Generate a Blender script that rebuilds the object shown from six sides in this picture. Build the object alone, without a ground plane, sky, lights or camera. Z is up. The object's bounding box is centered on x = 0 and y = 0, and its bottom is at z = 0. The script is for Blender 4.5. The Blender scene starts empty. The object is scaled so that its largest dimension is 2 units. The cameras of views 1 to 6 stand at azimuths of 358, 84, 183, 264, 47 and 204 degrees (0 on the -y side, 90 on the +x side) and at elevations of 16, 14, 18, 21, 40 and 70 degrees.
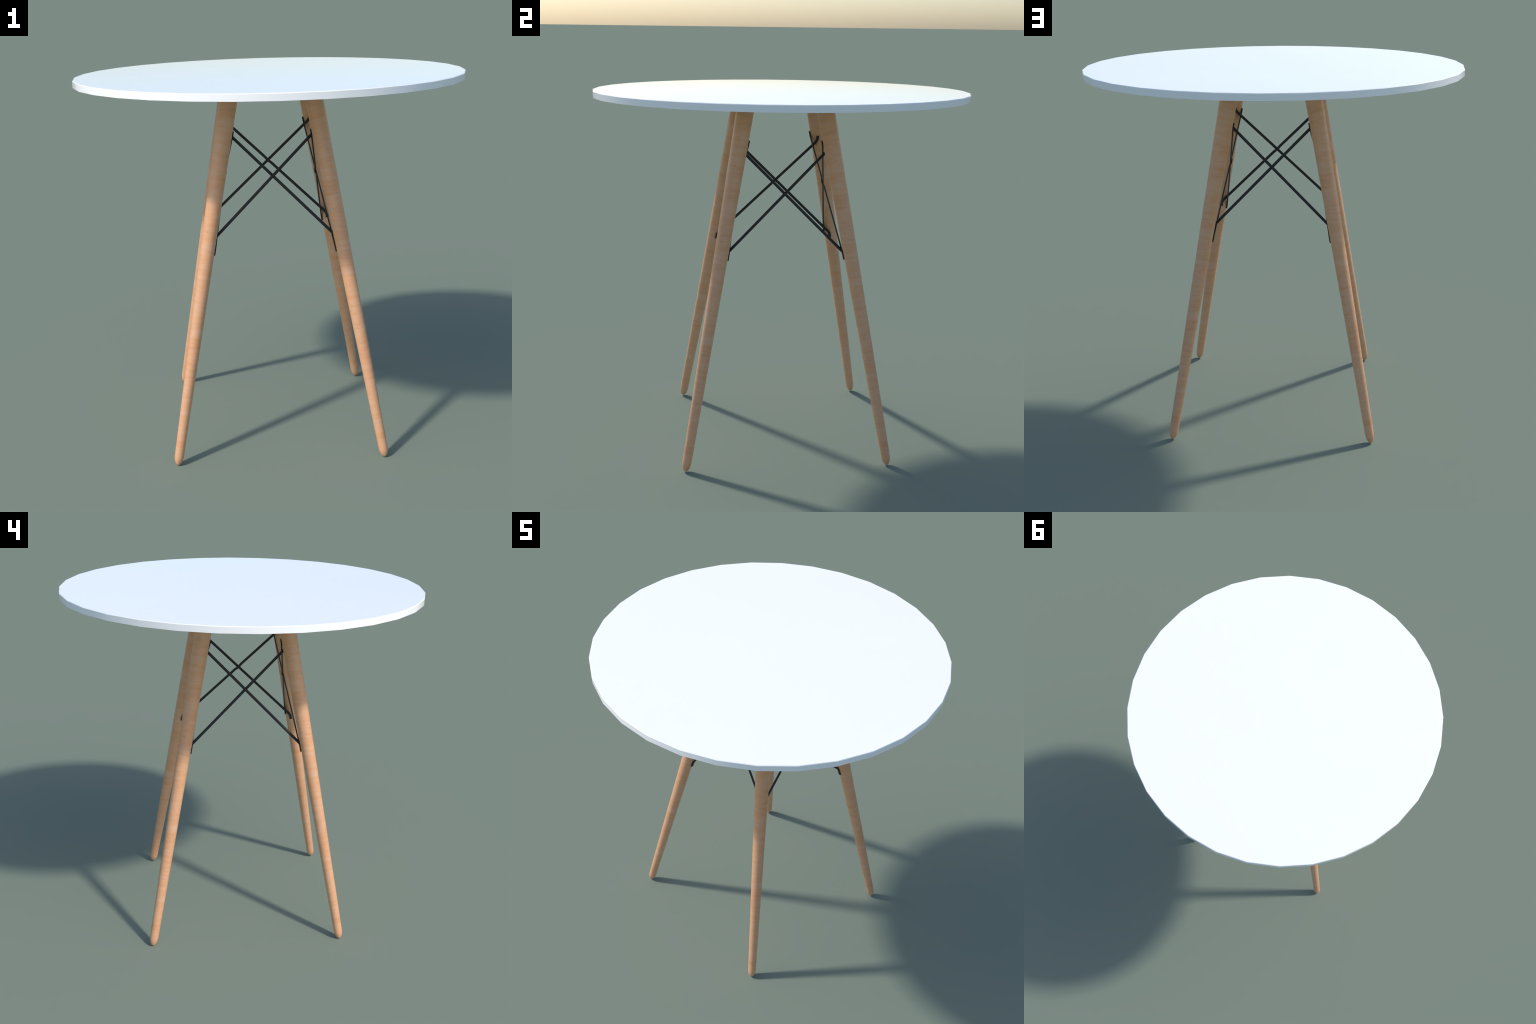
"""Round white-topped table on four splayed, tapered beech legs, braced by
crossed black wire rods on all four sides."""
import bpy
import math
from mathutils import Matrix, Vector

# ------------------------------------------------------------------ sizes (m)
TOP_RADIUS = 1.0
TOP_SIDES = 32            # the disc is cut as a 32-sided polygon
TOP_Z = 1.940
UNDER_Z = 1.9057
CHAMFER = 0.0030
CROWN = math.radians(0.5)   # lean of the surface normal at the rim

LEG_FOOT = 0.5366         # |x| = |y| of the leg axis at the ground
LEG_SLOPE = -0.17675      # change of |x| = |y| per metre of height
LEG_R0, LEG_R1 = 0.0233, 0.0123   # radius = R0 + R1 * height
FOOT_CAP = 0.054          # length of the rounded foot

ROD_WIDTH, ROD_DEPTH = 0.0154, 0.0075   # half-round bar, the round side outwards
PLANE_0, PLANE_1 = 0.5116, -0.1899  # plane of each rod pair: out = P0 + P1*z
CROSS_X, CROSS_Y = 1.4183, 1.4415   # height where the pair crosses
ROD_SLOPE = 0.9876
UP_END, LOW_END = (0.232, 0.254), (0.335, -0.357)   # (sideways, height) of tips
BEND_R = 0.050


# ------------------------------------------------------------------ helpers
def node(nt, kind, **inputs):
    n = nt.nodes.new(kind)
    for k, v in inputs.items():
        n.inputs[k.replace("_", " ")].default_value = v
    return n


def new_material(name):
    m = bpy.data.materials.new(name)
    m.use_nodes = True
    nt = m.node_tree
    return m, nt, nt.nodes["Principled BSDF"]


def mesh_object(name, verts, faces, mat, parent, angle=30):
    me = bpy.data.meshes.new(name)
    me.from_pydata(verts, [], faces)
    me.validate()
    me.materials.append(mat)
    me.shade_smooth()
    me.set_sharp_from_angle(angle=math.radians(angle))
    ob = bpy.data.objects.new(name, me)
    bpy.context.collection.objects.link(ob)
    ob.parent = parent
    return ob


def loft(rings, cap_start=True, cap_end=True):
    """Skin closed rings of equal vertex count."""
    n = len(rings[0])
    verts = [v for r in rings for v in r]
    faces = []
    for i in range(len(rings) - 1):
        a, b = i * n, (i + 1) * n
        for k in range(n):
            j = (k + 1) % n
            faces.append((a + k, a + j, b + j, b + k))
    if cap_start:
        faces.append(tuple(reversed(range(n))))
    if cap_end:
        o = (len(rings) - 1) * n
        faces.append(tuple(o + k for k in range(n)))
    return verts, faces


# ------------------------------------------------------------------ materials
def white_laminate():
    m, nt, b = new_material("white_laminate")
    tc = nt.nodes.new("ShaderNodeTexCoord")
    nz = node(nt, "ShaderNodeTexNoise", Scale=2.5, Detail=3.0)
    nt.links.new(tc.outputs["Object"], nz.inputs["Vector"])
    ramp = nt.nodes.new("ShaderNodeValToRGB")
    ramp.color_ramp.elements[0].color = (0.985, 0.985, 0.985, 1)
    ramp.color_ramp.elements[1].color = (1.0, 1.0, 1.0, 1)
    nt.links.new(nz.outputs["Fac"], ramp.inputs["Fac"])
    nt.links.new(ramp.outputs["Color"], b.inputs["Base Color"])
    b.inputs["Roughness"].default_value = 0.05
    return m


def beech_wood():
    """Pale beech whose figure runs in wavy bands around the leg."""
    m, nt, b = new_material("beech_wood")
    L = nt.links
    tc = nt.nodes.new("ShaderNodeTexCoord")

    # slight waviness of the bands around the leg
    warp = node(nt, "ShaderNodeTexNoise", Scale=9.0, Detail=2.0)
    L.new(tc.outputs["Object"], warp.inputs["Vector"])
    sub = node(nt, "ShaderNodeMath")
    sub.operation = "SUBTRACT"
    sub.inputs[1].default_value = 0.5
    L.new(warp.outputs["Fac"], sub.inputs[0])
    mul = node(nt, "ShaderNodeMath")
    mul.operation = "MULTIPLY"
    mul.inputs[1].default_value = 0.014
    L.new(sub.outputs[0], mul.inputs[0])
    comb = nt.nodes.new("ShaderNodeCombineXYZ")
    L.new(mul.outputs[0], comb.inputs["Z"])
    add = nt.nodes.new("ShaderNodeVectorMath")
    add.operation = "ADD"
    L.new(tc.outputs["Object"], add.inputs[0])
    L.new(comb.outputs[0], add.inputs[1])

    def bands(scale, squash, detail, rough=0.5):
        mp = nt.nodes.new("ShaderNodeMapping")
        mp.inputs["Scale"].default_value = (squash, squash, 1.0)
        L.new(add.outputs[0], mp.inputs["Vector"])
        n = node(nt, "ShaderNodeTexNoise", Scale=scale, Detail=detail, Roughness=rough)
        L.new(mp.outputs[0], n.inputs["Vector"])
        return n.outputs["Fac"]

    def ramp(src, stops):
        r = nt.nodes.new("ShaderNodeValToRGB")
        els = r.color_ramp.elements
        while len(els) < len(stops):
            els.new(0.5)
        for e, (p, c) in zip(els, stops):
            e.position = p
            e.color = (*c, 1)
        L.new(src, r.inputs["Fac"])
        return r.outputs["Color"]

    def mix(mode, fac, a, bb):
        x = nt.nodes.new("ShaderNodeMix")
        x.data_type = "RGBA"
        x.blend_type = mode
        x.inputs[0].default_value = fac
        L.new(a, x.inputs[6])
        L.new(bb, x.inputs[7])
        return x.outputs[2]

    # broad pale / orange bands, broken into soft patches around the leg
    base = ramp(bands(12.0, 0.32, 4.0, 0.65),
                [(0.34, WOOD_DARK), (0.50, WOOD_MID), (0.66, WOOD_PALE)])
    # thin growth lines
    fine = ramp(bands(60.0, 0.15, 3.0, 0.6),
                [(0.30, (0.95, 0.90, 0.84)), (0.50, (1.0, 1.0, 1.0)), (0.70, (1.015, 1.06, 1.12))])
    col = mix("MULTIPLY", 0.9, base, fine)
    # short dark ray flecks
    fl = ramp(bands(90.0, 0.5, 1.0),
              [(0.20, (0.72, 0.62, 0.55)), (0.28, (1.0, 1.0, 1.0))])
    col = mix("MULTIPLY", 0.6, col, fl)
    L.new(col, b.inputs["Base Color"])
    b.inputs["Roughness"].default_value = 0.35
    return m


def black_steel():
    m, nt, b = new_material("black_painted_steel")
    tc = nt.nodes.new("ShaderNodeTexCoord")
    nz = node(nt, "ShaderNodeTexNoise", Scale=60.0, Detail=2.0)
    nt.links.new(tc.outputs["Object"], nz.inputs["Vector"])
    ramp = nt.nodes.new("ShaderNodeValToRGB")
    ramp.color_ramp.elements[0].color = (0.011, 0.011, 0.0115, 1)
    ramp.color_ramp.elements[1].color = (0.015, 0.015, 0.0155, 1)
    nt.links.new(nz.outputs["Fac"], ramp.inputs["Fac"])
    nt.links.new(ramp.outputs["Color"], b.inputs["Base Color"])
    b.inputs["Roughness"].default_value = 0.5
    return m


WOOD_DARK = (0.70, 0.343, 0.174)
WOOD_MID = (0.715, 0.381, 0.210)
WOOD_PALE = (0.72, 0.418, 0.258)

LAMINATE, BEECH, STEEL = white_laminate(), beech_wood(), black_steel()

# ------------------------------------------------------------------ the table
table = bpy.data.objects.new("round_table", None)
bpy.context.collection.objects.link(table)
table["label"] = "round white table with splayed beech legs and black rods"
table["category"] = "table"


# --- top: a 32-sided disc with a fine chamfer along the edges
def ring(radius, z):
    return [(radius * math.cos(2 * math.pi * k / TOP_SIDES),
             radius * math.sin(2 * math.pi * k / TOP_SIDES), z) for k in range(TOP_SIDES)]


LOW_CH = 0.0004
v, f = loft([ring(TOP_RADIUS - LOW_CH, UNDER_Z), ring(TOP_RADIUS, UNDER_Z + LOW_CH),
             ring(TOP_RADIUS, TOP_Z - CHAMFER), ring(TOP_RADIUS - CHAMFER, TOP_Z)], cap_end=False)
rim = len(v) - TOP_SIDES
v.append((0.0, 0.0, TOP_Z))
f += [(rim + k, rim + (k + 1) % TOP_SIDES, len(v) - 1) for k in range(TOP_SIDES)]
tabletop = mesh_object("tabletop", v, f, LAMINATE, table)

# the surface reads as very slightly crowned: lean its normals outwards to the rim
me = tabletop.data
normals = [n.vector.copy() for n in me.corner_normals]
for poly in me.polygons:
    if poly.normal.z > 0.999:
        for li in poly.loop_indices:
            x, y, _ = me.vertices[me.loops[li].vertex_index].co
            normals[li] = Vector((CROWN * x, CROWN * y, 1)).normalized()
me.normals_split_custom_set(normals)


# --- legs: turned, tapered, rounded at the foot, cut level under the top
def build_leg_mesh():
    tilt = math.atan(math.sqrt(2) * abs(LEG_SLOPE))
    ct, st = math.cos(tilt), math.sin(tilt)
    r_foot = LEG_R0 + LEG_R1 * FOOT_CAP
    reach = math.hypot(FOOT_CAP * ct, r_foot * st)     # lowest point of the cap
    cap_centre = reach / ct                            # along the axis from z = 0
    seg = 48

    def circle(r, s):
        return [(r * math.cos(2 * math.pi * k / seg), r * math.sin(2 * math.pi * k / seg), s)
                for k in range(seg)]

    rings = []
    for i in range(1, 13):                             # rounded foot
        a = 0.5 * math.pi * i / 12
        rings.append(circle(r_foot * math.sin(a), cap_centre - FOOT_CAP * math.cos(a)))
    top_len = UNDER_Z / ct
    for i in range(1, 25):
        s = cap_centre + (top_len - 0.04 - cap_centre) * i / 24
        rings.append(circle(LEG_R0 + LEG_R1 * s * ct, s))
    # level cut, let 1 mm into the top
    r_top = LEG_R0 + LEG_R1 * UNDER_Z
    last = []
    for k in range(seg):
        x, y = r_top * math.cos(2 * math.pi * k / seg), r_top * math.sin(2 * math.pi * k / seg)
        last.append((x, y, (UNDER_Z + 0.001 - x * st) / ct))
    rings.append(last)
    return loft(rings), tilt


(lv, lf), TILT = build_leg_mesh()
leg_first = None
for i in range(4):
    spin = math.radians(45 + 90 * i)
    if leg_first is None:
        leg = leg_first = mesh_object("leg", lv, lf, BEECH, table, 40)
    else:
        leg = leg_first.copy()
        bpy.context.collection.objects.link(leg)
    # local +x leans inwards-up: tilt the leg's axis towards the middle
    lean = Matrix.Rotation(spin, 4, "Z") @ Matrix.Rotation(-TILT, 4, "Y")
    leg.matrix_local = Matrix.Translation((math.cos(spin) * LEG_FOOT * math.sqrt(2),
                                           math.sin(spin) * LEG_FOOT * math.sqrt(2), 0)) @ lean


# --- rods: flattened bars in a leaning plane, their ends bent upright along the legs
def rod_path(hand):
    """Spine in the rod plane as (sideways, height), from low tip to high tip."""
    ang = math.atan(ROD_SLOPE)
    d = (math.cos(ang), math.sin(ang))
    turn = math.pi / 2 - ang

    def hook(tip, sign):
        # points from the straight part out to the tip (upper half: sign = +1)
        tx, tz = abs(tip[0]), abs(tip[1])
        pts = []
        cx = tx - BEND_R                       # centre of the bend
        # start of the arc lies on the straight bar
        for i in range(0, 7):
            t = -turn + turn * i / 6           # 0 = upright end
            pts.append((cx + BEND_R * math.cos(t), BEND_R * math.sin(t)))
        dz = ROD_SLOPE * pts[0][0] - pts[0][1]
        pts = [(x, z + dz) for x, z in pts]
        pts.append((tx, max(tz, pts[-1][1] + 0.002)))
        return [(sign * x, sign * z) for x, z in pts]

    low = list(reversed(hook(LOW_END, -1)))
    high = hook(UP_END, 1)
    mid = [(s * d[0], s * d[1]) for s in (-0.15, -0.08, -0.023, -0.012, 0.0, 0.012, 0.023, 0.08, 0.15)]
    return [(hand * x, z) for x, z in low + mid + high]


def rod_mesh(hand, zc, dips):
    """dips: the rod steps inwards by its own depth where it passes the other."""
    lean = Vector((PLANE_1, 0, 1)).normalized()          # up, inside the plane
    out = Vector((0, 1, 0)).cross(lean).normalized()     # plane normal, outwards
    if out.x < 0:
        out.negate()
    path = []
    for t, dz in rod_path(hand):
        z = zc + dz
        p = Vector((PLANE_0 + PLANE_1 * z, t, z))
        if dips and math.hypot(t, dz) < 0.0125:
            p -= out * ROD_DEPTH * 0.7
        path.append(p)
    # half-round section: flat inwards, dome outwards
    arc = 12
    section = [(0.5 * ROD_WIDTH * math.cos(math.pi * k / arc),
                ROD_DEPTH * (math.sin(math.pi * k / arc) - 0.5)) for k in range(arc + 1)]
    rings = []
    for i, p in enumerate(path):
        a, b = path[max(i - 1, 0)], path[min(i + 1, len(path) - 1)]
        tan = (b - a)
        tan -= out * tan.dot(out)
        tan.normalize()
        side = out.cross(tan).normalized()
        rings.append([tuple(p + side * w + out * h) for w, h in section])
    return loft(rings)


# outward azimuth of each side, crossing height, and which diagonal lies outside
for azimuth, zc, outer in ((0, CROSS_X, 1), (90, CROSS_Y, -1), (180, CROSS_X, -1), (270, CROSS_Y, 1)):
    for hand in (1, -1):
        rv, rf = rod_mesh(hand, zc, hand != outer)
        rod = mesh_object("brace_rod", rv, rf, STEEL, table, 50)
        rod.rotation_euler = (0, 0, math.radians(azimuth))
